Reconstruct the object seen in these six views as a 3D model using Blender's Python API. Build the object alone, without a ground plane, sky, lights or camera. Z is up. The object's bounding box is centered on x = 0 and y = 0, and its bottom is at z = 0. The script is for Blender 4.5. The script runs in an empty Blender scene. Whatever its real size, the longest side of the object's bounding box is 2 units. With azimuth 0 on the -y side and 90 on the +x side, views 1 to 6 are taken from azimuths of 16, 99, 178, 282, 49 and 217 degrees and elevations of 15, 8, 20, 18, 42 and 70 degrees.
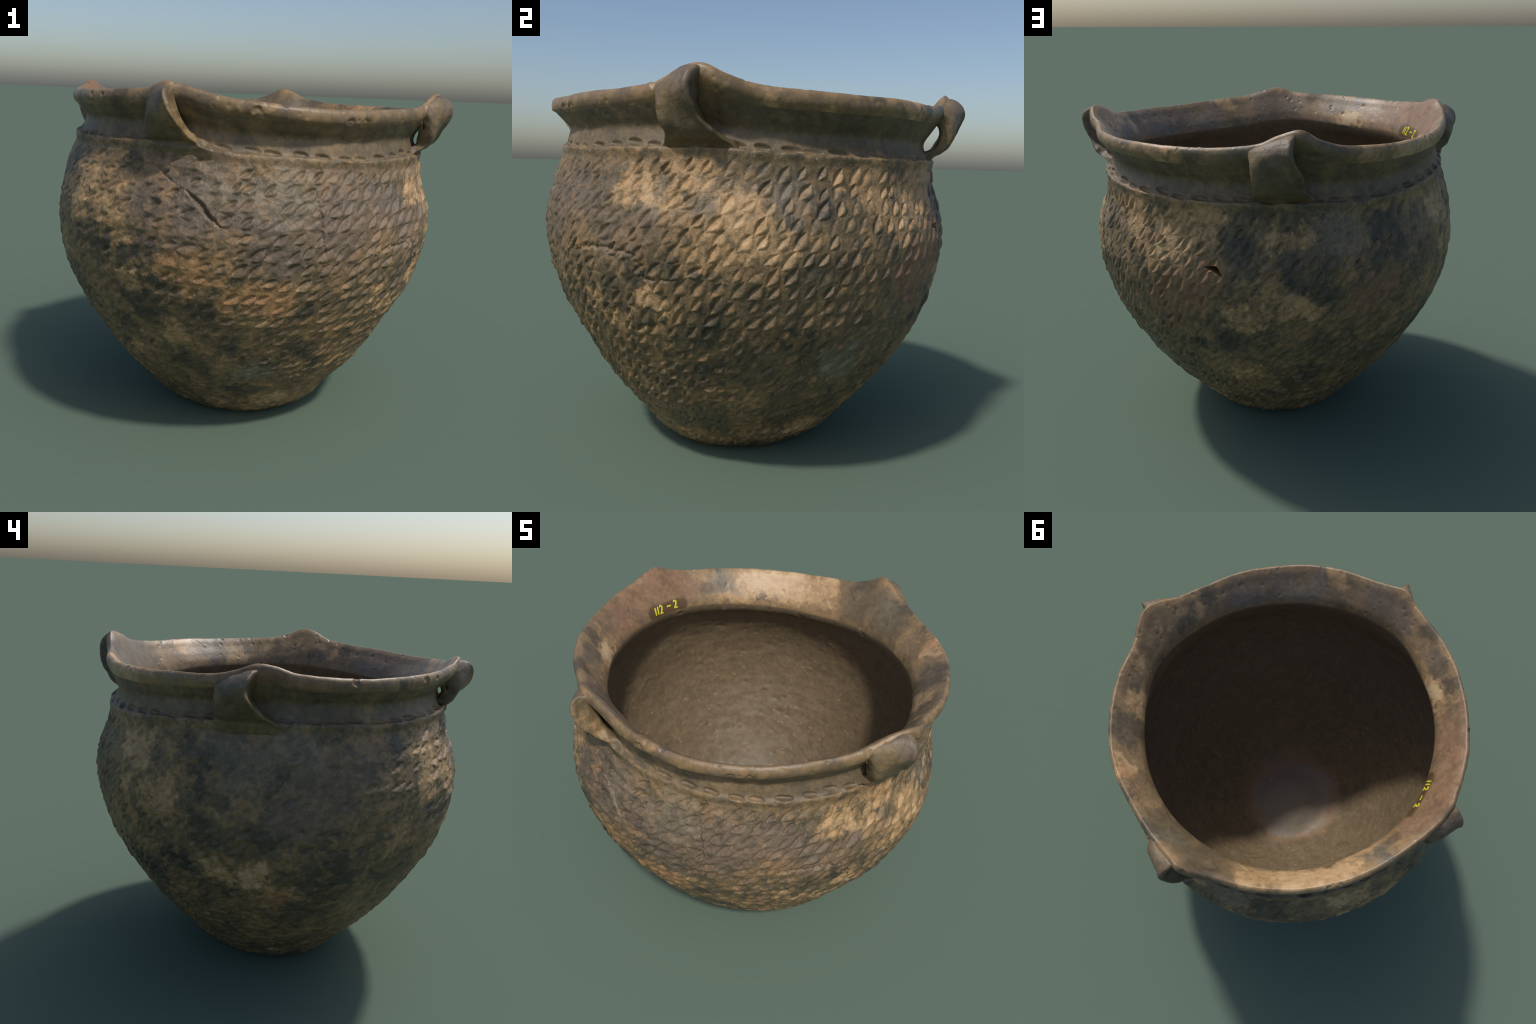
"""Hand-built round clay cooking pot: flaring rim with four peaked corners, four strap
handles, a finger-pressed band round the neck and a belly covered with rows of
slanting leaf-shaped impressions.  Everything is computed from profiles and rules."""
import bpy, math
import numpy as np

rng = np.random.default_rng(11)
TAU = 2 * math.pi

# ------------------------------------------------------------------ helpers
def smooth(a, b, x):
    t = np.clip((np.asarray(x, float) - a) / (b - a), 0, 1)
    return t * t * (3 - 2 * t)

def ring_curve(deg, val):
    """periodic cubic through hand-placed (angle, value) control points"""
    deg = np.asarray(deg, float); val = np.asarray(val, float)
    x = np.concatenate([deg - 360, deg, deg + 360]); y = np.tile(val, 3)
    m = np.gradient(y, x)
    def f(th):
        t = np.degrees(np.asarray(th, float)) % 360
        j = np.clip(np.searchsorted(x, t, side='right') - 1, 0, len(x) - 2)
        h = x[j + 1] - x[j]; u = (t - x[j]) / h
        return ((1 + 2 * u) * (1 - u) ** 2 * y[j] + u * (1 - u) ** 2 * h * m[j]
                + u * u * (3 - 2 * u) * y[j + 1] + u * u * (u - 1) * h * m[j + 1])
    return f

_lat = np.random.default_rng(5).random((32, 32, 32)).astype(np.float32)
def vnoise(P, scale, seed=0.0):
    """tiling value noise in -1..1 at points P (n,3)"""
    Q = P * scale + np.array([seed * 3.17, seed * 7.31, seed * 1.73])
    i = np.floor(Q).astype(np.int64); f = Q - i; f = f * f * (3 - 2 * f)
    out = 0
    for dx in (0, 1):
        for dy in (0, 1):
            for dz in (0, 1):
                w = (f[:, 0] if dx else 1 - f[:, 0]) * (f[:, 1] if dy else 1 - f[:, 1]) * (f[:, 2] if dz else 1 - f[:, 2])
                out = out + w * _lat[(i[:, 0] + dx) % 32, (i[:, 1] + dy) % 32, (i[:, 2] + dz) % 32]
    return out * 2 - 1

def fbm(P, scale, octaves=3, seed=0.0):
    a, s, o = 1.0, 0.0, 0.0
    for k in range(octaves):
        o = o + a * vnoise(P, scale * 2.03 ** k, seed + k * 2.1); s += a; a *= 0.5
    return o / s

def hermite_rows(knots, tk, tt):
    """cubic through knots (n, K, 2) at parameters tk, sampled at tt -> (n, T, 2)"""
    m = np.zeros_like(knots); h = np.diff(tk)
    d = (knots[:, 1:] - knots[:, :-1]) / h[None, :, None]
    m[:, 1:-1] = (d[:, :-1] * h[None, 1:, None] + d[:, 1:] * h[None, :-1, None]) / (h[1:] + h[:-1])[None, :, None]
    m[:, 0] = d[:, 0]; m[:, -1] = d[:, -1]
    j = np.clip(np.searchsorted(tk, tt, side='right') - 1, 0, len(tk) - 2)
    u = ((tt - tk[j]) / h[j])[None, :, None]; hh = h[j][None, :, None]
    return ((1 + 2 * u) * (1 - u) ** 2 * knots[:, j] + u * (1 - u) ** 2 * hh * m[:, j]
            + u * u * (3 - 2 * u) * knots[:, j + 1] + u * u * (u - 1) * hh * m[:, j + 1])

# ------------------------------------------------------------------ the shape
# rim crest: radius and height every 5 degrees; the four peaks are the handle corners
CREST_R = [.922,.910,.880,.874,.877,.877,.875,.873,.872,.872,.873,.870,.866,.861,.861,.864,.871,.878,.890,.910,.893,.872,.866,.863,
           .859,.857,.857,.856,.855,.857,.857,.859,.861,.865,.871,.881,.892,.893,.884,.884,.883,.882,.879,.880,.880,.880,.882,.884,
           .886,.887,.887,.889,.900,.917,.900,.893,.895,.899,.900,.901,.901,.897,.890,.886,.885,.882,.876,.872,.874,.879,.886,.905]
CREST_Z = [1.652,1.618,1.595,1.584,1.579,1.577,1.574,1.574,1.573,1.575,1.576,1.575,1.575,1.575,1.578,1.583,1.591,1.603,1.638,1.659,1.620,1.594,1.582,1.577,
           1.573,1.573,1.574,1.574,1.577,1.579,1.583,1.588,1.594,1.599,1.603,1.613,1.633,1.662,1.657,1.634,1.624,1.618,1.614,1.612,1.612,1.613,1.614,1.615,
           1.617,1.619,1.621,1.625,1.630,1.655,1.644,1.624,1.607,1.598,1.590,1.583,1.577,1.572,1.571,1.571,1.573,1.576,1.579,1.580,1.584,1.591,1.610,1.645]
crest_r = ring_curve(np.arange(72) * 5, CREST_R)
crest_z = ring_curve(np.arange(72) * 5, CREST_Z)
# height of the finger-pressed row round the neck
band_z = ring_curve([0, 20, 45, 70, 90, 115, 140, 160, 180, 205, 225, 245, 268, 283, 300, 320, 340],
                    [1.382, 1.367, 1.363, 1.360, 1.366, 1.358, 1.378, 1.408, 1.432, 1.436, 1.428, 1.432, 1.428, 1.401, 1.391, 1.379, 1.379])
# radius of the throat (narrowest place inside), about the pot's own axis
throat_r = ring_curve([6, 14, 27, 37, 47, 64, 80, 97, 106, 118, 136, 151, 165, 185, 206, 225, 240, 256, 265, 278, 295, 312, 332, 350],
                      [.788, .787, .764, .752, .748, .746, .742, .738, .743, .740, .741, .737, .742, .753, .752, .763, .768, .788, .790, .784, .774, .768, .771, .774])
# radius of the collar's narrowest place and of the ledge under the pressed row, from outside
neck_r = ring_curve([12, 60, 90, 117, 140, 165, 190, 213, 240, 270, 295, 330, 350],
                    [.823, .810, .815, .825, .832, .839, .844, .841, .840, .842, .845, .838, .831])
ledge_r = ring_curve([12, 60, 90, 117, 140, 165, 190, 213, 240, 270, 295, 330],
                     [.863, .863, .867, .872, .873, .873, .881, .887, .885, .880, .873, .867])
AXIS = np.array([-0.021, -0.026])
# belly: mean radius, and how its section leaves the circle (first three harmonics), by height
BZ = [0, .012, .03, .06, .1, .16, .23, .32, .42, .52, .62, .72, .82, .92, 1.0, 1.06, 1.12, 1.18, 1.24, 1.30, 1.40]
BR = [.345, .367, .390, .425, .465, .509, .577, .653, .726, .790, .846, .894, .926, .946, .953, .951, .942, .925, .904, .886, .866]
BH = np.array([[-.027, -.027, -.027, -.027, -.027, -.027, -.025, -.021, -.021, -.020, -.019, -.020, -.022, -.020, -.021, -.022, -.022, -.024, -.025, -.023, -.021],
               [-.031, -.031, -.030, -.028, -.025, -.023, -.020, -.018, -.018, -.018, -.020, -.023, -.025, -.027, -.026, -.029, -.032, -.033, -.032, -.029, -.026],
               [0, 0, 0, 0, -.002, -.003, -.002, .001, -.002, -.002, 0, .002, .003, .001, .002, .001, .003, .004, .005, .007, .005],
               [.001, .002, .003, .003, .003, .005, .007, .009, .011, .012, .011, .009, .007, .005, .003, .001, -.002, -.002, .001, .003, .003],
               [0, .001, .001, .001, .001, .001, .002, .002, .002, .002, .003, .004, .006, .007, .007, .008, .008, .006, .003, -.002, -.004],
               [-.004, -.006, -.008, -.010, -.010, -.010, -.009, -.007, -.004, -.003, -.003, -.001, -.001, 0, 0, 0, -.001, -.002, -.005, -.006, -.003]])

def belly_r(th, z):
    r = np.interp(z, BZ, BR)
    for k in range(3):
        r = r + np.interp(z, BZ, BH[2 * k]) * np.cos((k + 1) * th) + np.interp(z, BZ, BH[2 * k + 1]) * np.sin((k + 1) * th)
    # the front right of the belly is a little flattened
    d = (np.degrees(th) + 22 + 180) % 360 - 180
    e = (np.degrees(th) - 193 + 180) % 360 - 180
    g = (np.degrees(th) - 312 + 180) % 360 - 180
    h = (np.degrees(th) - 32 + 180) % 360 - 180
    low = smooth(.30, .12, z)
    return (r - .010 * np.exp(-(d / 40) ** 2) * smooth(.30, .55, z) * smooth(1.34, 1.22, z)
            - .008 * np.exp(-(e / 26) ** 2) * smooth(.85, 1.12, z)
            + (.003 * np.exp(-(g / 40) ** 2) + .004 * np.exp(-(h / 30) ** 2)
               + .008 * np.exp(-(((np.degrees(th) + 28 + 180) % 360 - 180) / 22) ** 2)) * low
            - .005 * np.exp(-(((np.degrees(th) - 80 + 180) % 360 - 180) / 30) ** 2) * smooth(.10, .2, z) * smooth(.55, .4, z)
            - .005 * np.exp(-(((np.degrees(th) - 163 + 180) % 360 - 180) / 24) ** 2) * smooth(.6, .8, z) * smooth(1.25, 1.1, z)
            + (.0035 * np.cos(th) - .006 * np.sin(th)) * smooth(.02, .08, z) * smooth(.55, .35, z)
            - .003 * smooth(.5, .75, z) + .004 * smooth(.03, .07, z) * smooth(.55, .35, z))

def off_axis(R, th):
    return R + AXIS[0] * np.cos(th) + AXIS[1] * np.sin(th)

NT = 1320
theta = np.arange(NT) * TAU / NT
zb = band_z(theta); cr = crest_r(theta); cz = crest_z(theta); tr = throat_r(theta); nr = neck_r(theta); lr = ledge_r(theta)
one = np.ones(NT)
K = []                                    # knots, bottom of the outside -> over the lip -> inside floor
def knot(r, z):
    K.append(np.stack([r * one, z * one], -1)); return len(K) - 1
knot(0.0, 0.002); knot(belly_r(theta, 0) * .55, 0.001)
for z in BZ[:18]:
    # heights follow the tilt of the neck band towards the top
    zz = z + (zb - 1.395) * smooth(.5, 1.25, z)
    knot(belly_r(theta, zz), zz)
zsh = zb - .125
sink = .016 * np.exp(-(((np.degrees(theta) - 68 + 180) % 360 - 180) / 55) ** 2)
knot(belly_r(theta, zb - .125) - .1 * sink, zb - .125)
knot(.5 * belly_r(theta, zb - .085) + .5 * (lr + .010) - .55 * sink, zb - .085)
knot(lr + .003 - .9 * sink, zb - .050)
i_band = knot(lr + .003 - .7 * sink, zb - .024)
i_dent = knot(lr * .55 + nr * .45, zb)
knot(nr + .007, zb + .028)
nz = zb + .062
i_neck = knot(nr, nz)
lo_r = cr + .019; lo_z = cz - .038        # outer edge of the lip
knot(nr + (lo_r - nr) * .36, nz + (lo_z - nz) * .36)
knot(nr + (lo_r - nr) * .74, nz + (lo_z - nz) * .70)
i_lip = knot(lo_r - .003, lo_z - .010)
knot(lo_r, lo_z + .006)
knot(cr + .012, cz - .008)
i_crest = knot(cr, cz)
knot(cr - .013, cz - .008)
def near(deg, w):
    return np.exp(-(((np.degrees(theta) - deg + 180) % 360 - 180) / w) ** 2)
high = np.clip(near(22, 60) + .6 * near(260, 24), 0, 1)      # where the throat sits higher and tighter
front_in = near(-15, 35)
tr = tr - .014 * high + .006 * near(205, 40) - .004 * front_in
tz = 1.418 + .85 * (zb - 1.395) + .030 * high + .006 * front_in
fr, fz = cr - .022, cz - .024
knot(fr + (tr - fr) * .28, fz + (tz - fz) * .18)
knot(fr + (tr - fr) * .64, fz + (tz - fz) * .49)
knot(fr + (tr - fr) * .92, fz + (tz - fz) * .81)
i_throat = knot(tr, tz - .004)
knot(tr + .008, tz - .035)
knot(tr * .6 + .4 * (belly_r(theta, 1.25) - .060 + .012 * near(25, 65)) , 1.345 + .5 * (zb - 1.395))
thin = .006 * near(25, 65) + .006 * near(165, 50)                # the wall is thinner on this side
for z, dr in ((1.24, .067), (1.10, .068), (.95, .072), (.80, .079), (.62, .087), (.45, .092), (.30, .105), (.19, .119), (.132, .150)):
    knot(belly_r(theta, z) - dr + thin * smooth(.45, .9, z), z)
knot(off_axis(.275, theta), .104); knot(off_axis(.14, theta), .108); knot(0.0, .110)
K = np.stack(K, 1)
seg = np.linalg.norm(np.diff(K, axis=1), axis=2).mean(0)
tk = np.concatenate([[0], np.cumsum(seg)])
# row spacing: fine on the outside, coarser within
tt = [0.0]
while tt[-1] < tk[-1]:
    t = tt[-1]
    if t < tk[2]: st = .012
    elif t < tk[6]: st = .0046
    elif t < tk[i_crest]: st = .0042
    elif t < tk[i_throat]: st = .0055
    else: st = .0105
    tt.append(t + st)
tt = np.array(tt) * tk[-1] / tt[-1]
row_of = lambda i: int(np.argmin(abs(tt - tk[i])))
RZ = hermite_rows(K, tk, tt)              # (NT, T, 2)
NR = len(tt)
r_b = row_of(i_band) + 3; r_n = row_of(i_lip) - 6; r_t = row_of(i_throat)
G = np.empty((NR, NT, 3))
G[..., 0] = (RZ[..., 0] * np.cos(theta)[:, None]).T
G[..., 1] = (RZ[..., 0] * np.sin(theta)[:, None]).T
G[..., 2] = RZ[..., 1].T

def grid_normals(G):
    du = np.roll(G, -1, 1) - np.roll(G, 1, 1)
    dv = np.empty_like(G); dv[1:-1] = G[2:] - G[:-2]; dv[0] = G[1] - G[0]; dv[-1] = G[-1] - G[-2]
    n = np.cross(du, dv); l = np.linalg.norm(n, axis=2, keepdims=True)
    n = n / np.maximum(l, 1e-12)
    n[0] = (0, 0, -1); n[-1] = (0, 0, 1)
    return n
N0 = grid_normals(G)

# ------------------------------------------------------------------ relief
rad = RZ[..., 0].T; hgt = RZ[..., 1].T
TH = np.broadcast_to(theta, (NR, NT))
D = np.zeros((NR, NT))
Pflat = G.reshape(-1, 3)
jb = row_of(i_band)

def gauss_az(deg, width):
    d = (np.degrees(theta) - deg + 180) % 360 - 180
    return np.exp(-(d / width) ** 2)

# rows of slanting impressions, pushed in from the upper left
slant = np.radians(43 + 15 * np.cos(theta - math.radians(45)))
strength = .84 + .16 * np.cos(theta - math.radians(30)) - .06 * gauss_az(196, 42)
s_top = tk[i_band]
s = s_top - .058
dent = np.zeros((NR, NT))
k = 0
while s > tk[4]:
    low = smooth(.95, .35, s - tk[2])                 # lower belly: smaller, rougher marks
    j0 = int(np.argmin(abs(tt - s)))
    R = rad[j0].mean()
    pitch = .071 - .015 * low
    n = max(12, int(round(TAU * R / pitch)))
    cen = (np.arange(n) + .5 * (k % 2) + rng.normal(0, .11 + .10 * low, n)) * TAU / n + k * .21
    dy = rng.normal(0, .0045 + .003 * low, n)
    da = rng.normal(0, .12 + .22 * low, n)
    sc = rng.uniform(.74, 1.18, n) * (1 - .26 * low)
    dp = rng.uniform(.30, 1.25, n) * (1 - .24 * low)
    b0 = np.searchsorted(tt, s - .062); b1 = np.searchsorted(tt, s + .062)
    up = (tt[b0:b1] - s)[:, None]
    base = np.floor((theta - k * .21) / (TAU / n) - .5 * (k % 2) + .5).astype(int)
    for o in (-1, 0, 1):
        c = (base + o) % n
        dth = (theta - cen[c] + math.pi) % TAU - math.pi
        x = dth[None, :] * R; y = up - dy[c][None, :]
        a = (slant + da[c])[None, :]; z_ = sc[c][None, :]
        p = (x * np.cos(a) + y * np.sin(a)) / (.038 * z_)
        q = (x * np.sin(a) - y * np.cos(a)) / z_
        env = np.clip(1 - p * p, 0, 1)
        qe = -.020 * env - .002; qf = -.0045 * env; qend = .034 * env + .001
        fall = np.clip((q - qe) / np.maximum(qf - qe, 1e-4), 0, 1)
        rise = np.clip((qend - q) / np.maximum(qend - qf, 1e-4), 0, 1)
        # a narrow groove under the upper left lip, the clay swelling again beyond it
        h = np.minimum(smooth(0, 1, fall), rise ** 3.0) * np.sqrt(env) - .75 * np.sin(np.pi * np.clip(1.15 * (1 - rise) - .15, 0, 1)) * np.sqrt(env) * env ** .2 * (rise < 1)
        hh = h * dp[c][None, :]; cur = dent[b0:b1]
        dent[b0:b1] = np.where(abs(hh) > abs(cur), hh, cur)
    s -= .064 - .012 * low
    k += 1
patchy = fbm(Pflat, 2.6, 2, 3).reshape(NR, NT)
keep = smooth(-.75, -.1, patchy + .25 * strength[None, :])
D -= .0098 * dent * (np.clip(strength, .2, 1) + .25 * gauss_az(290, 40))[None, :] * (.5 + .5 * keep)

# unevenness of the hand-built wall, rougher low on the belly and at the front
out = np.zeros(NR); out[:row_of(i_neck)] = 1
outm = smooth(row_of(i_band) + 12, row_of(i_band) - 12, np.arange(NR))[:, None]
front = (gauss_az(285, 45) * .9)[None, :] * smooth(.75, 1.0, hgt) * outm
lowm = smooth(.95, .4, hgt) * outm
D += outm * .0045 * fbm(Pflat, 6.0, 2, 1).reshape(NR, NT)
D += (outm * .0022 + .0042 * front + .0026 * lowm) * fbm(Pflat, 24, 3, 2).reshape(NR, NT)
inm = smooth(row_of(i_throat) + 2, row_of(i_throat) + 14, np.arange(NR))[:, None]
D += .0055 * front * (.6 - 2 * abs(fbm(Pflat, 13, 2, 21))).reshape(NR, NT)
D += (1 - outm) * .0024 * fbm(Pflat, 7, 3, 4).reshape(NR, NT)
stretch = Pflat * np.array([1, 1, 2.2])
D += inm * (.0050 * fbm(Pflat, 5, 2, 8) + .0034 * fbm(stretch, 14, 3, 12)).reshape(NR, NT)
lipm = np.exp(-((np.arange(NR) - row_of(i_lip) - 5) / 10.0) ** 2)[:, None]
nick = fbm(Pflat, 21, 2, 6).reshape(NR, NT)
D += lipm * (.0030 * nick - .010 * smooth(.38, .75, nick))

# finger-pressed row on the neck band
nf = 54
jd = row_of(i_dent)
cen = (np.arange(nf) + rng.normal(0, .07, nf)) * TAU / nf
wd = rng.uniform(.032, .050, nf); dpt = rng.uniform(.45, 1.25, nf); oy = rng.normal(0, .006, nf)
b0 = np.searchsorted(tt, tk[i_dent] - .05); b1 = np.searchsorted(tt, tk[i_dent] + .05)
up = (tt[b0:b1] - tk[i_dent])[:, None]
base = np.round(theta / (TAU / nf)).astype(int)
press = np.zeros((b1 - b0, NT))
for o in (-1, 0, 1):
    c = (base + o) % nf
    x = ((theta - cen[c] + math.pi) % TAU - math.pi)[None, :] * .86 / wd[c][None, :]
    y = up - oy[c][None, :] + .004 * x
    e = np.clip(1 - x * x, 0, 1)
    fall = smooth(.017, .004, y / np.maximum(np.sqrt(e), .05)); rise = smooth(-.017, -.003, y / np.maximum(np.sqrt(e), .05))
    press = np.maximum(press, np.minimum(fall, rise) * np.sqrt(e) * dpt[c][None, :])
side = np.clip(1 - .35 * gauss_az(200, 45), .3, 1)[None, :]
D[b0:b1] -= .0135 * press * side
# the ledge below it swells a little between the presses
led = np.exp(-((up + .020) / .011) ** 2) * (.0055 + .0075 * fbm(G[b0:b1].reshape(-1, 3), 14, 2, 9).reshape(b1 - b0, NT))
D[b0:b1] += led * (.55 + .9 * press.max(0)[None, :])

# cracks, and one pit for a scan hole: (angle in degrees, height) paths pressed in as narrow grooves
def crack_or_pit(path, width, depth, wob=.006, seed=0):
    pts = []
    for (a0, h0), (a1, h1) in zip(path[:-1], path[1:]):
        for u in np.linspace(0, 1, 14, endpoint=False):
            pts.append((math.radians(a0 + (a1 - a0) * u), h0 + (h1 - h0) * u))
    pts = np.array(pts)
    P3 = np.stack([belly_r(pts[:, 0], pts[:, 1]) * np.cos(pts[:, 0]), belly_r(pts[:, 0], pts[:, 1]) * np.sin(pts[:, 0]), pts[:, 1]], -1)
    rw = np.random.default_rng(seed)
    P3 = P3 + rw.normal(0, wob, P3.shape) * np.array([.7, .7, 1])
    lo, hi = P3.min(0) - .05, P3.max(0) + .05
    sel = np.all((G[:jb] > lo) & (G[:jb] < hi), axis=2)
    Q = G[:jb][sel]
    best = np.full(len(Q), 9.0); prof = np.ones(len(Q))
    for i in range(len(P3) - 1):
        A, B = P3[i], P3[i + 1]; ab = B - A
        t = np.clip(((Q - A) @ ab) / (ab @ ab), 0, 1)
        d = np.linalg.norm(A + t[:, None] * ab - Q, axis=1)
        u = (i + t) / (len(P3) - 1)
        m = d < best
        best = np.where(m, d, best); prof = np.where(m, .35 + .65 * np.sin(np.pi * np.clip(u, 0.02, .98)) , prof)
    D[:jb][sel] -= depth * prof * np.exp(-(best / (width * prof)) ** 2)

crack_or_pit([(-104.3, 1.34), (-98.2, 1.323), (-92.7, 1.268), (-88.3, 1.234)], .0045, .006, .004, 1)
crack_or_pit([(-88.8, 1.24), (-84.9, 1.193), (-82.7, 1.152), (-79.6, 1.110)], .0085, .026, .002, 2)
crack_or_pit([(-56.5, 1.27), (-55.4, 1.209), (-54.8, 1.143), (-54.6, 1.081), (-53.8, 1.02), (-52.7, .97)], .0045, .008, .004, 3)
crack_or_pit([(-40, .975), (-35.7, .978), (-26.5, .999), (-17.7, .985), (-14, .93)], .007, .008, .005, 5)
crack_or_pit([(-15.5, .92), (-14, .886), (-6, .897)], .007, .010, .004, 6)
crack_or_pit([(-158, .905), (-150, .89), (-145, .888)], .006, .008, .004, 7)
crack_or_pit([(152, .822), (163, .843)], .006, .008, .004, 8)
crack_or_pit([(151.5, 1.392), (153.5, 1.380)], .008, .022, .002, 9)  # no real crack: short pit standing in for a tiny scan-mesh hole

# three-cornered gap in the scanned mesh, shaped as a deep pit; not real damage
tri = [(69.2, 1.079), (73.0, 1.084), (74.4, 1.044)]
tri3 = np.array([(belly_r(math.radians(a_), h_) * math.cos(math.radians(a_)), belly_r(math.radians(a_), h_) * math.sin(math.radians(a_)), h_) for a_, h_ in tri])
out_ = tri3.mean(0) * np.array([1, 1, 0]); out_ /= np.linalg.norm(out_)
sel = np.linalg.norm(G[:jb] - tri3.mean(0), axis=2) < .08
Q = G[:jb][sel]; deep = np.full(len(Q), 1.0)
for i in range(3):
    A, B = tri3[i], tri3[(i + 1) % 3]
    n_ = np.cross(out_, B - A); n_ /= np.linalg.norm(n_)
    if (tri3.mean(0) - A) @ n_ < 0: n_ = -n_
    deep = np.minimum(deep, (Q - A) @ n_)
D[:jb][sel] -= .058 * smooth(-.001, .005, deep)

# small pits, mostly on the smooth collar and inside
npit = 520
ip = rng.integers(row_of(i_neck), NR - 60, npit); jp = rng.integers(0, NT, npit)
for i, j in zip(ip, jp):
    i0, i1 = max(i - 6, 0), min(i + 7, NR)
    jj = np.arange(j - 6, j + 7) % NT
    blk = G[i0:i1][:, jj]
    w = rng.uniform(.004, .009)
    blk = blk - G[i, j]
    if i > r_t: blk = blk * np.array([.45, .45, rng.uniform(.6, 1.6)])
    D[i0:i1, jj] -= rng.choice([1, 1, 1, -.7]) * w * (.45 if i < r_t else .7) * np.exp(-((blk ** 2).sum(-1)) / (w * w))

D[:2] = 0; D[-2:] = 0
P = G + N0 * D[..., None]
P[..., 2] = np.maximum(P[..., 2], 0)
N1 = grid_normals(P)

# ------------------------------------------------------------------ objects
def link(ob, parent=None):
    bpy.context.scene.collection.objects.link(ob)
    if parent is not None: ob.parent = parent
    return ob

def mesh_from(name, verts, quads, normals=None):
    me = bpy.data.meshes.new(name)
    verts = np.ascontiguousarray(verts, np.float32); quads = np.ascontiguousarray(quads, np.int32)
    me.vertices.add(len(verts)); me.vertices.foreach_set('co', verts.ravel())
    me.loops.add(quads.size); me.loops.foreach_set('vertex_index', quads.ravel())
    me.polygons.add(len(quads))
    me.polygons.foreach_set('loop_start', np.arange(0, quads.size, quads.shape[1], dtype=np.int32))
    me.update(calc_edges=True)
    me.polygons.foreach_set('use_smooth', np.ones(len(quads), bool))
    if normals is not None:
        me.normals_split_custom_set_from_vertices(np.asarray(normals, np.float32).tolist())
    return me

root = link(bpy.data.objects.new('clay_pot', None))
root['label'] = 'round brown clay cooking pot with four strap handles and scaly stamped belly'
root['category'] = 'clay pot'

def band_part(name, a, b):
    n = b - a
    idx = np.arange(n * NT).reshape(n, NT)
    q = np.stack([idx[:-1], np.roll(idx[:-1], -1, 1), np.roll(idx[1:], -1, 1), idx[1:]], -1).reshape(-1, 4)
    V = P[a:b].reshape(-1, 3); N = N1[a:b].reshape(-1, 3)
    return link(bpy.data.objects.new(name, mesh_from(name, V, q, N)), root)

belly = band_part('belly', 0, r_b + 1)
neck = band_part('neck', r_b, r_n + 1)
rim = band_part('rim', r_n, r_t + 1)
inside = band_part('inner_wall', r_t, NR)

# ------------------------------------------------------------------ strap handles
# outer and inner line of the strap in its own radial plane, and its half width
ST_OUT = [(.866, 1.600), (.912, 1.645), (.948, 1.646), (.980, 1.620), (.998, 1.582), (.994, 1.535), (.975, 1.487), (.950, 1.442), (.914, 1.402), (.016, 1.372), (-.006, 1.330), (-.050, 1.285)]
ST_IN = [(.852, 1.550), (.862, 1.556), (.876, 1.556), (.886, 1.550), (.894, 1.530), (.894, 1.500), (.886, 1.465), (.870, 1.440), (.848, 1.414), (-.030, 1.388), (-.036, 1.358), (-.045, 1.325)]
# left and right edge of each strap as angles round the pot, from the rim down to its foot
ST_AT = [0, .25, .40, .50, .60, .68, .76, .86, 1]

outer_rows = np.arange(row_of(i_dent) - 60, row_of(i_lip))
def wall_r(th, z):
    j = (np.round(np.asarray(th) / TAU * NT).astype(int)) % NT
    o = np.empty(len(th))
    zz = G[outer_rows][:, :, 2]; rr = np.hypot(G[outer_rows][:, :, 0], G[outer_rows][:, :, 1])
    for i in range(len(th)):
        o[i] = np.interp(z[i], zz[:, j[i]], rr[:, j[i]])
    return o

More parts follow.
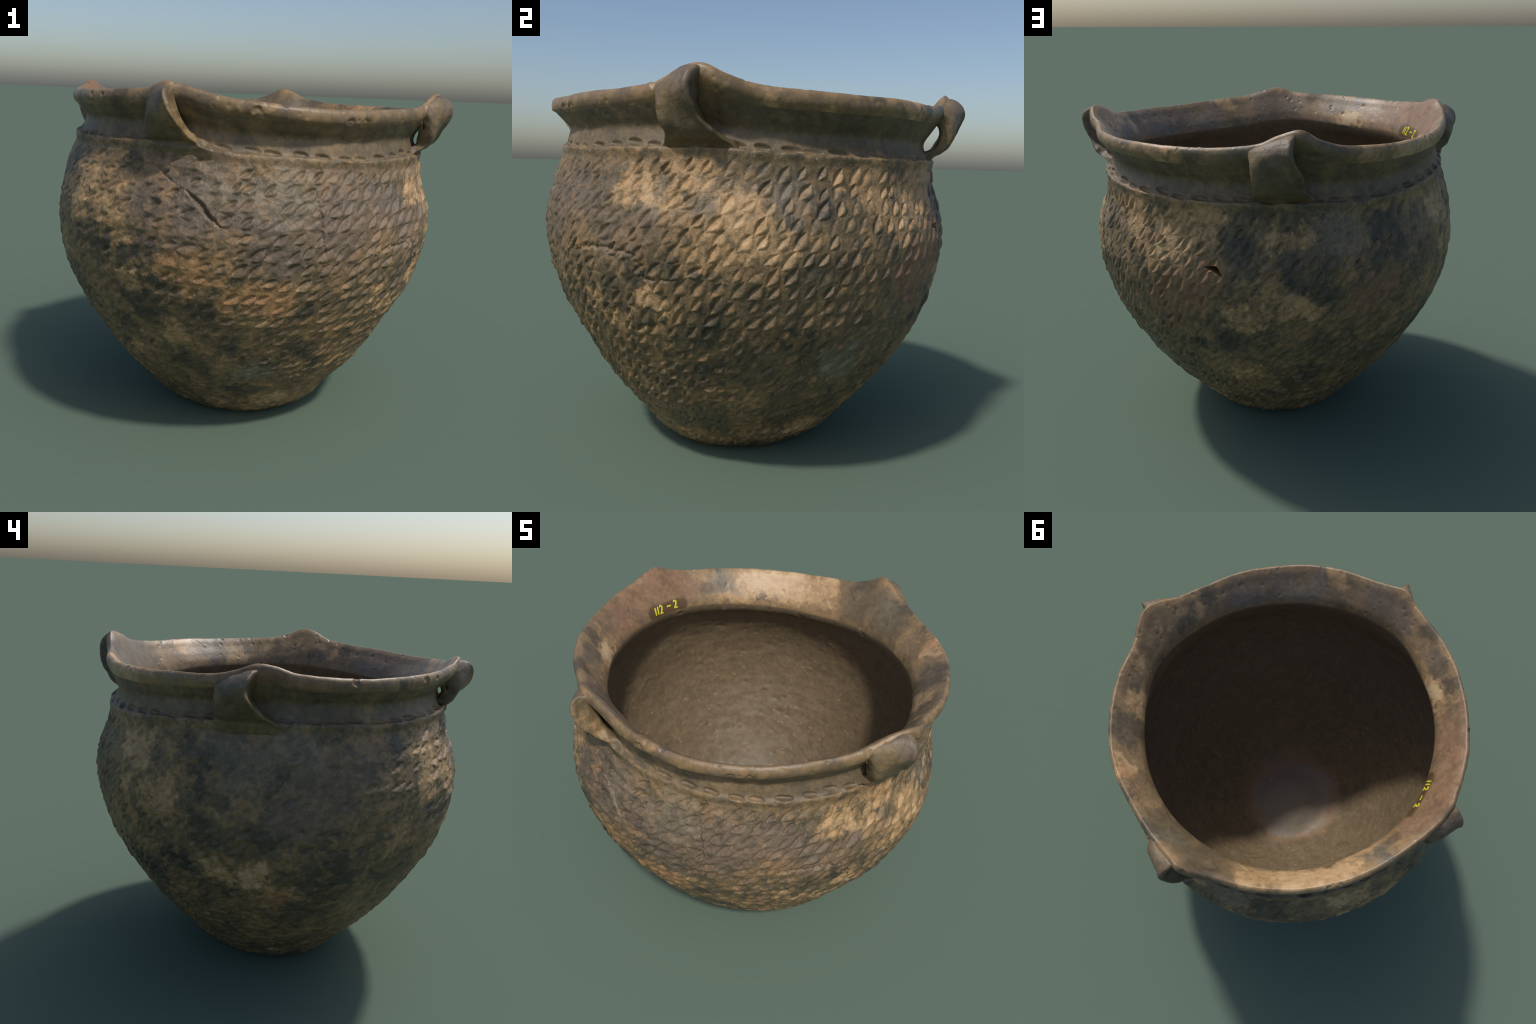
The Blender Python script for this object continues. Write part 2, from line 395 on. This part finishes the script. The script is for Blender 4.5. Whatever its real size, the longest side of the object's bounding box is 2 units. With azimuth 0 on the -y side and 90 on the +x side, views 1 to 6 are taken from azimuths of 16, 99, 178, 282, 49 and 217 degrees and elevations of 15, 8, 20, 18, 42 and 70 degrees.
def strap(left, right, horn_deg, reach, low, fill, seed, worn):
    nu, nv = 110, 128
    O = np.array(ST_OUT); I = np.array(ST_IN)
    foot = math.radians((left[-2] + right[-2]) / 2)
    rise = .6 * (band_z(foot) - 1.382)
    for k_ in (O, I):
        k_[-5:, 1] += rise * np.array([.3, .7, 1, 1, 1])
        k_[-3:, 0] += wall_r(np.full(3, foot % TAU), k_[-3:, 1])
    tkn = np.linspace(0, 1, len(O)); tu = np.linspace(0, 1, nu)
    both = hermite_rows(np.stack([O, I], 0), tkn, tu)
    edges = hermite_rows(np.stack([np.stack([left, right], -1)], 0).astype(float), np.array(ST_AT), tu)[0]
    horn = crest_z(math.radians(horn_deg))
    ang = np.linspace(0, TAU, nv, endpoint=False)
    c, s_ = np.cos(ang), np.sin(ang)
    ex = 2 / 5.5
    sx = np.sign(c) * abs(c) ** ex; sy = np.sign(s_) * abs(s_) ** ex
    V = np.empty((nu, nv, 3))
    Cn = np.empty((nu, nv, 3))
    rim_shift = crest_r(math.radians(horn_deg)) - .910
    for i in range(nu):
        o, n_ = both[0, i].copy(), both[1, i].copy()
        o[0] += reach * math.sin(math.pi * min(tu[i] * 1.05, 1))
        w_ = smooth(.45, .62, tu[i]) * smooth(.80, .70, tu[i]); sh = rim_shift * (1 - smooth(0, .6, tu[i])) + low * w_
        o[0] += sh; n_[0] += sh
        n_[0] -= fill * smooth(.18, .38, tu[i]) * smooth(.74, .60, tu[i])
        mid = (o + n_) / 2; half = (o - n_) / 2
        # the strap is slightly hollow across its outer face and thinner along its edges
        hollow = 1 - .12 * (1 - abs(sx) ** 2) * smooth(.25, .6, tu[i])
        # the face is turned: its left side lies closer to the wall
        turn = ((.046 + .045 * smooth(.52, .30, tu[i])) * ((1 - sx) / 2) ** 1.25 - .012) * smooth(.02, .22, tu[i]) * smooth(.66, .44, tu[i]) * np.where(sy > 0, 1, .45)
        # a pinched ridge runs down its right side
        ridge = .013 * np.exp(-((sx - .80) / .20) ** 2) * smooth(.12, .3, tu[i]) * smooth(.82, .66, tu[i]) * (sy > 0)
        rr = mid[0] + half[0] * sy * np.where(sy > 0, hollow, 1) - turn + ridge - .036 * (1 - sx) / 2 * smooth(.20, .02, tu[i]); zz = mid[1] + half[1] * sy
        a = np.radians(edges[i].mean() + .5 * (edges[i, 1] - edges[i, 0]) * sx)
        V[i, :, 0] = rr * np.cos(a)
        V[i, :, 1] = rr * np.sin(a)
        am = math.radians(edges[i].mean())
        Cn[i] = (mid[0] * math.cos(am), mid[0] * math.sin(am), mid[1])
        thv = np.arctan2(V[i, :, 1], V[i, :, 0])
        drop = np.clip(crest_z(thv) - horn, -.062, .01) * smooth(.50, .0, tu[i])
        V[i, :, 2] = zz + drop - .020 * (1 - sx) / 2 * smooth(.55, .25, tu[i])
    Q = V.reshape(-1, 3)
    th = np.arctan2(Q[:, 1], Q[:, 0]); rq = np.hypot(Q[:, 0], Q[:, 1])
    d = np.maximum(rq - wall_r(th, Q[:, 2]), 0)
    # clay smeared onto the wall where strap and wall meet
    away = (V - Cn); away /= np.maximum(np.linalg.norm(away, axis=2, keepdims=True), 1e-9)
    V += away * (.016 * np.exp(-(d / .016) ** 1.5)).reshape(nu, nv, 1) * (smooth(.58, .70, tu) * smooth(.90, .74, tu))[:, None, None]
    du = np.roll(V, -1, 1) - np.roll(V, 1, 1); dv = np.gradient(V, axis=0)
    N = np.cross(dv, du); N /= np.maximum(np.linalg.norm(N, axis=2, keepdims=True), 1e-9)
    N *= np.sign((N * away).sum())
    Q = V.reshape(-1, 3)
    lump = (.0075 * fbm(Q, 11, 2, seed) + .0030 * fbm(Q, 32, 2, seed + 1)).reshape(nu, nv)
    edge = np.exp(-((np.degrees(ang) % 180) - 0) ** 2 / 900) + np.exp(-(((np.degrees(ang) % 180) - 180)) ** 2 / 900)
    lump += worn * .010 * edge[None, :] * vnoise(Q, 24, seed + 3).reshape(nu, nv)
    lump *= smooth(-.9, .0, sy)[None, :]
    V = V + N * lump[..., None]
    idx = np.arange(nu * nv).reshape(nu, nv)
    q = np.stack([idx[:-1], idx[1:], np.roll(idx[1:], -1, 1), np.roll(idx[:-1], -1, 1)], -1).reshape(-1, 4)
    me = mesh_from('handle', V.reshape(-1, 3), q)
    return link(bpy.data.objects.new('handle', me), root)

handles = [
    strap([-14, -12.5, -11.2, -10.6, -10.2, -9.4, -10.2, -12, -13], [1.5, -1.0, -1.6, -.6, .8, 2.8, 5, 8, 9], -.5, -.022, .002, .020, 1, .6),
    strap([79.5, 81, 82.2, 82.8, 83.0, 83.2, 82.8, 81.5, 80.5], [95.5, 93.2, 93.2, 95, 96, 96.6, 98, 100.5, 101], 94.5, -.016, .006, .006, 2, .4),
    strap([171, 173, 174.4, 174.8, 175.0, 175.0, 174.8, 174, 173], [188, 185, 184.2, 185.8, 188, 190, 192, 195, 196], 186.5, -.012, -.008, .040, 3, .6),
    strap([255, 257.5, 259.6, 259.8, 260.1, 260.6, 261.6, 261, 260], [268.5, 267.8, 268.9, 270.4, 271.8, 273, 274.6, 277.5, 278.5], 265.3, -.016, -.012, .022, 4, 1.2)]

# ------------------------------------------------------------------ inventory mark: brush strokes on the flare
flare_rows = np.arange(row_of(i_crest) + 4, r_t + 1)
def flare_point(deg, up):
    """point and normal on the inside of the rim, 'up' metres above the throat along the slope"""
    j = deg / 360 * NT
    j0 = int(math.floor(j)) % NT; f = j - math.floor(j)
    line = P[flare_rows, j0] * (1 - f) + P[flare_rows, (j0 + 1) % NT] * f
    nrm = N1[flare_rows, j0]
    back = line[::-1]; d = np.concatenate([[0], np.cumsum(np.linalg.norm(np.diff(back, axis=0), axis=1))])
    p = np.array([np.interp(up, d, back[:, k]) for k in range(3)])
    n = np.array([np.interp(up, d, nrm[::-1][:, k]) for k in range(3)])
    return p, n / np.linalg.norm(n)

def bend(pts, n=24):
    pts = np.array(pts, float)
    if len(pts) == 2: return np.stack([np.linspace(pts[0, k], pts[1, k], n) for k in (0, 1)], -1)
    tk_ = np.concatenate([[0], np.cumsum(np.linalg.norm(np.diff(pts, axis=0), axis=1))])
    return hermite_rows(pts[None], tk_, np.linspace(0, tk_[-1], n))[0]

# each figure in a box one unit high; x runs to the right as one reads it
FIGURES = [('digit', .00, [[(.20, 1.0), (.10, .05)]]),
           ('digit', .34, [[(.22, 1.0), (.10, .03)]]),
           ('digit', .66, [[(.10, .82), (.28, 1.0), (.48, .86), (.40, .52), (.08, .06), (.02, .02)], [(.03, .03), (.26, .06), (.50, .03)]]),
           ('dash', 1.72, [[(.02, .50), (.22, .60), (.42, .54), (.62, .62)]]),
           ('digit', 2.62, [[(.06, .80), (.22, 1.0), (.44, .90), (.38, .58), (.10, .18), (.02, .10)], [(.03, .10), (.28, .14), (.54, .10)]])]
MARK_H, MARK_LEFT, MARK_UP = .045, 194.0, .010
mark = link(bpy.data.objects.new('inventory_mark', None), root)
strokes = []
for kind, x0, lines in FIGURES:
    V, Q = [], []
    for pts in lines:
        c = bend(pts); n = len(c); k0 = len(V)
        tang = np.gradient(c, axis=0); tang /= np.linalg.norm(tang, axis=1)[:, None]
        side_ = np.stack([-tang[:, 1], tang[:, 0]], -1)
        for i in range(n):
            hw = .115 * (1 - .35 * abs(2 * i / (n - 1) - 1) ** 3)
            for o, lift in ((-1, -.0012), (-.8, .0018), (.8, .0018), (1, -.0012)):
                q = c[i] + side_[i] * hw * o
                ang_ = MARK_LEFT - math.degrees((x0 * 1.12 + q[0]) * MARK_H / .755)
                pt, nm = flare_point(ang_, MARK_UP + q[1] * MARK_H)
                V.append(pt + nm * lift)
        for i in range(n - 1):
            for o in range(4):
                a0, a1 = k0 + i * 4 + o, k0 + i * 4 + (o + 1) % 4
                Q.append((a0, a0 + 4, a1 + 4, a1))
        Q.append((k0, k0 + 1, k0 + 2, k0 + 3)); e_ = k0 + (n - 1) * 4; Q.append((e_ + 3, e_ + 2, e_ + 1, e_))
    strokes.append(link(bpy.data.objects.new(kind, mesh_from(kind, np.array(V), np.array(Q))), mark))
MARK_GROUND = [tuple(float(c) for c in flare_point(MARK_LEFT + .9 - i * 1.5, .030)[0]) for i in range(11)]

# lighter, rubbed places on the handles
CLOUDS_HANDLE = {'mauve': [], 'tan': [], 'olive': [], 'soot': []}
for deg_, z_ in ((-4, 1.62), (89, 1.60), (180, 1.63), (264, 1.62)):
    a_ = math.radians(deg_)
    CLOUDS_HANDLE['mauve'].append((.95 * math.cos(a_), .95 * math.sin(a_), z_, .075))
    CLOUDS_HANDLE['olive'].append((.96 * math.cos(a_), .96 * math.sin(a_), z_ - .17, .09))
for deg_, r_, z_, w_ in ((270, .97, 1.52, .04), (272, .93, 1.45, .04), (-6, .97, 1.61, .04), (87, .95, 1.60, .04), (268, .985, 1.58, .035)):
    a_ = math.radians(deg_)
    CLOUDS_HANDLE['tan'].append((r_ * math.cos(a_), r_ * math.sin(a_), z_, w_))
for deg_, r_, z_, w_ in ((1, .97, 1.50, .045), (262, .95, 1.55, .04), (177, .97, 1.57, .06), (95, .93, 1.44, .05)):
    a_ = math.radians(deg_)
    CLOUDS_HANDLE['soot'].append((r_ * math.cos(a_), r_ * math.sin(a_), z_, w_))

# ------------------------------------------------------------------ materials
# firing clouds, soot and worn places: centre and radius of each, by kind of colour
CLOUDS_OUT = {
    'mauve': [(.01,-.94,1.2,.2),(.28,-.91,1.14,.15),(.62,-.71,1.12,.2),(.39,-.87,.98,.14),(-.18,-.93,1.2,.09),(.76,-.52,1.17,.13),(.79,-.5,1.13,.12),(.87,-.36,1.07,.11),(.91,-.22,1.14,.07),(-.89,-.4,1.14,.16),(-.77,-.55,1.26,.11),(-.94,-.28,1.04,.11)],
    'ash': [(.39,-.83,1.24,.12),(.18,-.88,1.28,.08),(.83,.31,1.19,.08),(-.24,.85,1.24,.12),(-.92,-.06,1.3,.16),(-.89,-.25,1.33,.12)],
    'tan': [(-.43,-.82,1.27,.08),(-.33,-.93,1.11,.1),(-.55,-.82,1.1,.07),(-.22,-.95,.86,.08),(.43,-.83,.85,.05),(-.05,-.85,.58,.09),(.28,-.43,.15,.08),(.84,-.31,1.26,.08),(-.3,-.72,.45,.06),(.87,-.04,1.28,.08),(.86,-.24,1.26,.07),(.91,.16,1.12,.1),(.94,.03,1.02,.09),(.9,-.13,1.2,.06),(.9,.25,1.03,.07),(.62,.6,1.26,.1),(.55,.69,1.11,.08),(.72,.47,1.26,.05),(.81,-.21,.63,.08),(.82,-.35,.74,.08),(.79,-.45,.8,.07),(.32,.31,.12,.09),(.42,.76,1.19,.11),(.59,.64,1.2,.09),(.3,.81,1.29,.07),(.12,.9,.87,.11),(-.06,.92,.9,.08),(.03,.92,.99,.06),(-.09,.87,1.26,.06),(.0,.87,1.22,.05),(-.73,.53,1.23,.06),(.14,.74,.5,.08),(-.78,.47,1.23,.1),(-.89,.33,1.07,.1),(-.79,.53,1.06,.06),(-.48,-.8,1.28,.08),(-.52,-.83,1.15,.08),(-.91,.07,.74,.08),(-.68,-.72,.95,.08)],
    'soot': [(-.41,-.9,.96,.07),(-.21,-.97,1.02,.07),(-.08,-.98,1.03,.07),(-.26,-.85,1.35,.08),(-.04,-.94,.84,.05),(-.19,-.92,.75,.09),(.09,-.9,.73,.07),(.17,-.8,.55,.07),(.47,-.76,.73,.06),(.43,-.64,.52,.1),(.17,-.54,.22,.07),(.48,-.51,.41,.06),(.89,-.27,.95,.06),(-.0,-.74,.42,.09),(.81,.39,1.16,.06),(.77,.5,.97,.06),(.85,.33,1.11,.04),(.92,-.15,.95,.06),(.93,-.04,.91,.04),(.88,.02,.73,.07),(.87,.12,.72,.05),(.79,.34,.69,.09),(.8,.43,.88,.05),(.76,-.01,.52,.07),(-.45,.79,1.18,.11),(-.02,.92,1.08,.08),(-.16,.91,1.03,.1),(.21,.84,.71,.08),(.36,.75,.65,.06),(.19,.87,1.15,.08),(-.08,.74,.48,.1),(-.93,.09,1.2,.11),(-.89,.19,1.29,.07),(-.62,-.68,1.32,.05),(-.9,.24,.81,.1),(-.96,.07,.95,.08),(-.75,.39,.62,.1),(-.95,-.15,.93,.1),(-.84,-.43,.74,.13),(-.64,-.7,.77,.09),(-.5,-.85,.98,.06)],
    'orange': [(.08,-.96,.9,.08),(-.03,-.97,.96,.05),(.35,-.84,.78,.08),(.23,-.9,.79,.06),(-.85,-.22,.63,.07)],
    'verdigris': [(.24,-.66,.38,.09),(.61,.49,.55,.09)],
    'pale': [(.88,-.21,.85,.07),(.89,-.13,.77,.06),(-.91,-.12,.73,.08)],
    'red': [(.53,.73,.89,.09),(.48,.78,.99,.05),(.37,.84,.95,.09),(.44,.77,.81,.09),(.31,.86,1.05,.06),(-.4,.84,.91,.11),(-.5,.79,.99,.07)],
    'olive': [(.84,.37,.9,.11),(.89,.19,.82,.08),(.75,.12,.5,.12),(.57,.29,.34,.11),(.52,-.04,.21,.09),(-.17,.85,.73,.09),(-.48,.66,.58,.11),(-.73,-.29,.46,.13),(.02,.92,1.62,.1)],
}
CLOUDS_IN = {
    'tan': [(-.62,.53,1.53,.12),(-.52,.62,1.52,.12),(-.68,.43,1.52,.08),(-.38,.73,1.53,.1),(-.7,.3,1.47,.08),(-.52,-.59,1.5,.06),(.32,.72,1.48,.08),(.67,.4,1.45,.05),(.83,-.04,1.53,.05),(.78,-.21,1.49,.05),(.28,-.81,1.55,.06),(-.58,-.54,1.51,.06),(.82,.22,1.56,.05),(.72,.35,1.47,.06),(.49,.69,1.55,.06),(-.35,.72,1.51,.06),(-.51,.6,1.5,.07),(-.62,.5,1.52,.06),(-.71,.31,1.5,.06)],
    'ash': [(-.77,.28,1.55,.09),(.05,.82,1.54,.08),(.61,-.47,1.41,.1),(.4,-.69,1.47,.11)],
    'soot': [(-.62,.44,1.46,.04),(-.45,-.72,1.58,.07),(-.55,-.64,1.58,.05),(-.18,.82,1.56,.05),(.14,.84,1.58,.06),(.32,.79,1.57,.04),(.57,.59,1.52,.06),(.58,.51,1.44,.06),(.79,-.15,1.5,.07),(.76,-.3,1.5,.07),(-.3,-.81,1.6,.07),(.64,.5,1.51,.06),(.62,.48,1.46,.05),(-.78,.26,1.55,.05),(-.78,.17,1.53,.05),(.76,.32,1.52,.04),(.8,.12,1.47,.04)],
    'red': [(-.82,-.15,1.59,.13),(-.73,-.38,1.56,.13),(-.82,.05,1.56,.1),(-.64,-.5,1.54,.07),(-.68,-.41,1.52,.1),(-.78,-.25,1.56,.1),(-.83,-.07,1.59,.1),(-.81,.05,1.54,.08)],
    'olive': [(-.1,.8,1.52,.12),(.33,.71,1.48,.08),(.12,.78,1.49,.1),(-.12,.77,1.49,.08)],
    'orange': [(.45,.72,1.56,.06),(.41,.74,1.56,.03)],
    'mauve': [(.66,-.49,1.5,.11),(.54,-.63,1.51,.09),(.04,-.84,1.56,.11),(-.12,-.83,1.55,.09),(.37,-.76,1.53,.07),(-.4,-.75,1.59,.07)],
    'pale': [(-.49,-.62,1.5,.08)],
}

class Tree:
    def __init__(self, name):
        self.m = bpy.data.materials.new(name); self.m.use_nodes = True
        self.t = self.m.node_tree; self.n = self.t.nodes
        self.bsdf = self.n['Principled BSDF']
    def put(self, sock, v):
        if isinstance(v, bpy.types.NodeSocket): self.t.links.new(v, sock)
        else: sock.default_value = v
    def math(self, op, a, b=0.0, clamp=False):
        x = self.n.new('ShaderNodeMath'); x.operation = op; x.use_clamp = clamp
        self.put(x.inputs[0], a); self.put(x.inputs[1], b); return x.outputs[0]
    def vec(self, op, a, b=None, out=0):
        x = self.n.new('ShaderNodeVectorMath'); x.operation = op
        self.put(x.inputs[0], a)
        if b is not None:
            if op == 'SCALE': self.put(x.inputs['Scale'], b)
            else: self.put(x.inputs[1], b)
        return x.outputs[out]
    def noise(self, p, scale, detail=4, rough=.55, out=0, dist=0.0):
        x = self.n.new('ShaderNodeTexNoise'); self.put(x.inputs['Vector'], p)
        x.inputs['Scale'].default_value = scale; x.inputs['Detail'].default_value = detail
        x.inputs['Roughness'].default_value = rough; x.inputs['Distortion'].default_value = dist
        return x.outputs[out]
    def span(self, v, a, b, c=0.0, d=1.0, smooth_=True):
        x = self.n.new('ShaderNodeMapRange'); x.interpolation_type = 'SMOOTHSTEP' if smooth_ else 'LINEAR'
        self.put(x.inputs[0], v)
        for i, q in zip((1, 2, 3, 4), (a, b, c, d)): x.inputs[i].default_value = q
        return x.outputs[0]
    def mix(self, f, a, b):
        x = self.n.new('ShaderNodeMix'); x.data_type = 'RGBA'
        self.put(x.inputs[0], f)
        for s, v in ((x.inputs[6], a), (x.inputs[7], b)):
            self.put(s, v if isinstance(v, bpy.types.NodeSocket) else (*v, 1))
        return x.outputs[2]
    def ramp(self, f, stops):
        x = self.n.new('ShaderNodeValToRGB'); e = x.color_ramp.elements
        while len(e) < len(stops): e.new(0.5)
        for el, (p, c) in zip(e, stops): el.position = p; el.color = (*c, 1)
        self.put(x.inputs[0], f); return x.outputs[0]
    def cloud(self, p, spots, hard=.35):
        """soft union of round places"""
        m = None
        for x, y, z, r in spots:
            d = self.vec('DISTANCE', p, (x, y, z), out=1)
            w = self.span(d, r * 1.5, r * hard)
            m = w if m is None else self.math('MAXIMUM', m, w)
        return m if m is not None else 0.0

FIRE = [(.00, (.040, .036, .027)), (.22, (.076, .061, .038)), (.40, (.150, .106, .056)), (.58, (.268, .172, .080)),
        (.76, (.410, .258, .122)), (1.0, (.550, .385, .215))]

def clay(name, clouds, f0, swing, mottle, rough, bump, extra=None, tint=None, broken=.9, soot=-.24, stretch=1.0):
    t = Tree(name)
    tc = t.n.new('ShaderNodeTexCoord'); P0 = tc.outputs['Object']
    w1 = t.vec('SCALE', t.vec('SUBTRACT', t.noise(P0, 4.2, 5, .6, 1), (.5, .5, .5)), .30)
    w2 = t.vec('SCALE', t.vec('SUBTRACT', t.noise(P0, 19, 3, .6, 1), (.5, .5, .5)), .13)
    p = t.vec('ADD', t.vec('ADD', P0, w1), w2)
    if stretch != 1.0:
        P0s = t.vec('MULTIPLY', P0, (1, 1, stretch)); p = t.vec('MULTIPLY', p, (1, 1, 1))
    else: P0s = P0
    big = t.math('SUBTRACT', t.noise(P0s, 3.1, 6, .62), .5)
    mid = t.math('SUBTRACT', t.noise(t.vec('MULTIPLY', p, (1, 1, stretch)), 13, 5, .62), .5)
    fine = t.math('SUBTRACT', t.noise(P0, 34, 5, .68), .5)
    edge_noise = t.math('ADD', t.math('MULTIPLY', mid, broken * .75), t.math('MULTIPLY', fine, broken * 1.5))
    def g(k):
        if not clouds.get(k): return 0.0
        m = t.cloud(p, clouds[k])
        return t.math('MULTIPLY', t.span(t.math('ADD', m, edge_noise), -.05, 1.0), t.span(m, .02, .15))
    f = t.math('ADD', f0, t.math('MULTIPLY', big, swing))
    f = t.math('ADD', f, t.math('MULTIPLY', mid, mottle))
    f = t.math('ADD', f, t.math('MULTIPLY', fine, mottle * .75))
    for k, a in (('tan', .28), ('pale', .42), ('soot', soot), ('olive', -.10), ('orange', .16)):
        m = g(k)
        if m != 0.0: f = t.math('ADD', f, t.math('MULTIPLY', m, a))
    col = t.ramp(f, FIRE)
    tone = t.span(t.math('ADD', t.math('MULTIPLY', mid, 1.2), t.math('MULTIPLY', fine, .9)), -.5, .5, .48, 1.56, False)
    def tinted(c):
        return t.vec('SCALE', t.vec('ADD', c, (0, 0, 0)), tone)
    if tint is not None: col = t.mix(tint[1], col, tinted(tint[0]))
    for k, c, a in (('mauve', (.140, .103, .073), .80), ('ash', (.162, .136, .096), .62), ('red', (.205, .115, .064), .82),
                    ('olive', (.115, .088, .048), .55), ('verdigris', (.190, .180, .128), .60), ('orange', (.370, .195, .085), .70)):
        m = g(k)
        if m != 0.0: col = t.mix(t.math('MULTIPLY', m, a), col, tinted(c))
    if extra is not None: col = extra(t, P0, p, col)
    t.put(t.bsdf.inputs['Base Color'], col)
    r = t.math('ADD', rough, t.math('MULTIPLY', mid, .30)); t.put(t.bsdf.inputs['Roughness'], r)
    t.bsdf.inputs['Specular IOR Level'].default_value = .45
    b = t.n.new('ShaderNodeBump'); b.inputs['Strength'].default_value = bump; b.inputs['Distance'].default_value = .006
    h = t.math('ADD', t.math('MULTIPLY', t.noise(P0, 62, 5, .65), 1.0), t.math('MULTIPLY', t.noise(P0, 190, 2, .6), .35))
    t.put(b.inputs['Height'], h); t.put(t.bsdf.inputs['Normal'], b.outputs[0])
    return t.m

def specks(t, P0, col, scale, size, colour, amount):
    v = t.n.new('ShaderNodeTexVoronoi'); t.put(v.inputs['Vector'], P0); v.inputs['Scale'].default_value = scale
    keep = t.span(t.vec('DOT_PRODUCT', v.outputs['Color'], (1, 0, 0), out=1), 1 - amount, 1 - amount + .02)
    return t.mix(t.math('MULTIPLY', t.span(v.outputs['Distance'], size, size * .5), keep), col, colour)

def belly_extra(t, P0, p, col):
    warm = t.math('MULTIPLY', t.span(t.noise(p, 6.5, 4, .6), .52, .66), .42)
    col = t.mix(warm, col, t.mix(t.noise(P0, 40, 3, .6), (.20, .110, .045), (.42, .245, .105)))
    return specks(t, P0, col, 26, .16, (.30, .20, .11), .05)

def rim_extra(t, P0, p, col):
    q = t.vec('ADD', P0, t.vec('SCALE', t.vec('SUBTRACT', t.noise(P0, 22, 3, .6, 1), (.5, .5, .5)), .03))
    back = [(wx, wy, wz, .030) for wx, wy, wz in MARK_GROUND]
    col = t.mix(t.math('MULTIPLY', t.cloud(q, back, .75), .88), col, (.085, .046, .018))
    return specks(t, P0, col, 20, .14, (.34, .27, .18), .07)

def inside_extra(t, P0, p, col):
    floor = t.span(t.vec('DISTANCE', t.vec('MULTIPLY', p, (1, 1, .4)), (-.03, -.05, .04), out=1), .37, .25)
    ring = t.math('MULTIPLY', t.math('MULTIPLY', floor, t.math('SUBTRACT', 1.0, floor)), 2.6)
    col = t.mix(t.math('MULTIPLY', floor, .55), col, (.185, .152, .118))
    col = t.mix(ring, col, (.205, .110, .042))
    col = specks(t, P0, col, 17, .15, (.33, .19, .08), .16)
    flat = t.vec('MULTIPLY', P0, (1, 1, 2.6))
    col = specks(t, flat, col, 11, .17, (.250, .190, .118), .30)
    return specks(t, P0, col, 30, .12, (.30, .24, .16), .06)

clay_belly = clay('scorched_clay', CLOUDS_OUT, .43, .62, .95, .50, .6, belly_extra)
clay_neck = clay('collar_clay', CLOUDS_OUT, .40, .66, .70, .54, .30, None, ((.122, .094, .058), .30), .9, -.24, .38)
clay_rim = clay('burnished_clay', CLOUDS_IN, .50, .62, .52, .44, .22, rim_extra, ((.255, .160, .082), .20), .8, -.31)
clay_inside = clay('smoky_clay', {}, .38, .26, .26, .54, .22, inside_extra, ((.155, .115, .068), .60), .9, -.24, 2.6)
clay_strap = clay('handle_clay', CLOUDS_HANDLE, .38, .50, .62, .48, .45, None, ((.132, .094, .042), .40))
for ob, m in ((belly, clay_belly), (neck, clay_neck), (rim, clay_rim), (inside, clay_inside)):
    ob.data.materials.append(m)
for ob in handles: ob.data.materials.append(clay_strap)

paint = Tree('yellow_paint')
paint.put(paint.bsdf.inputs['Base Color'], (.62, .56, .02, 1)); paint.bsdf.inputs['Roughness'].default_value = .55
for ob in strokes: ob.data.materials.append(paint.m)
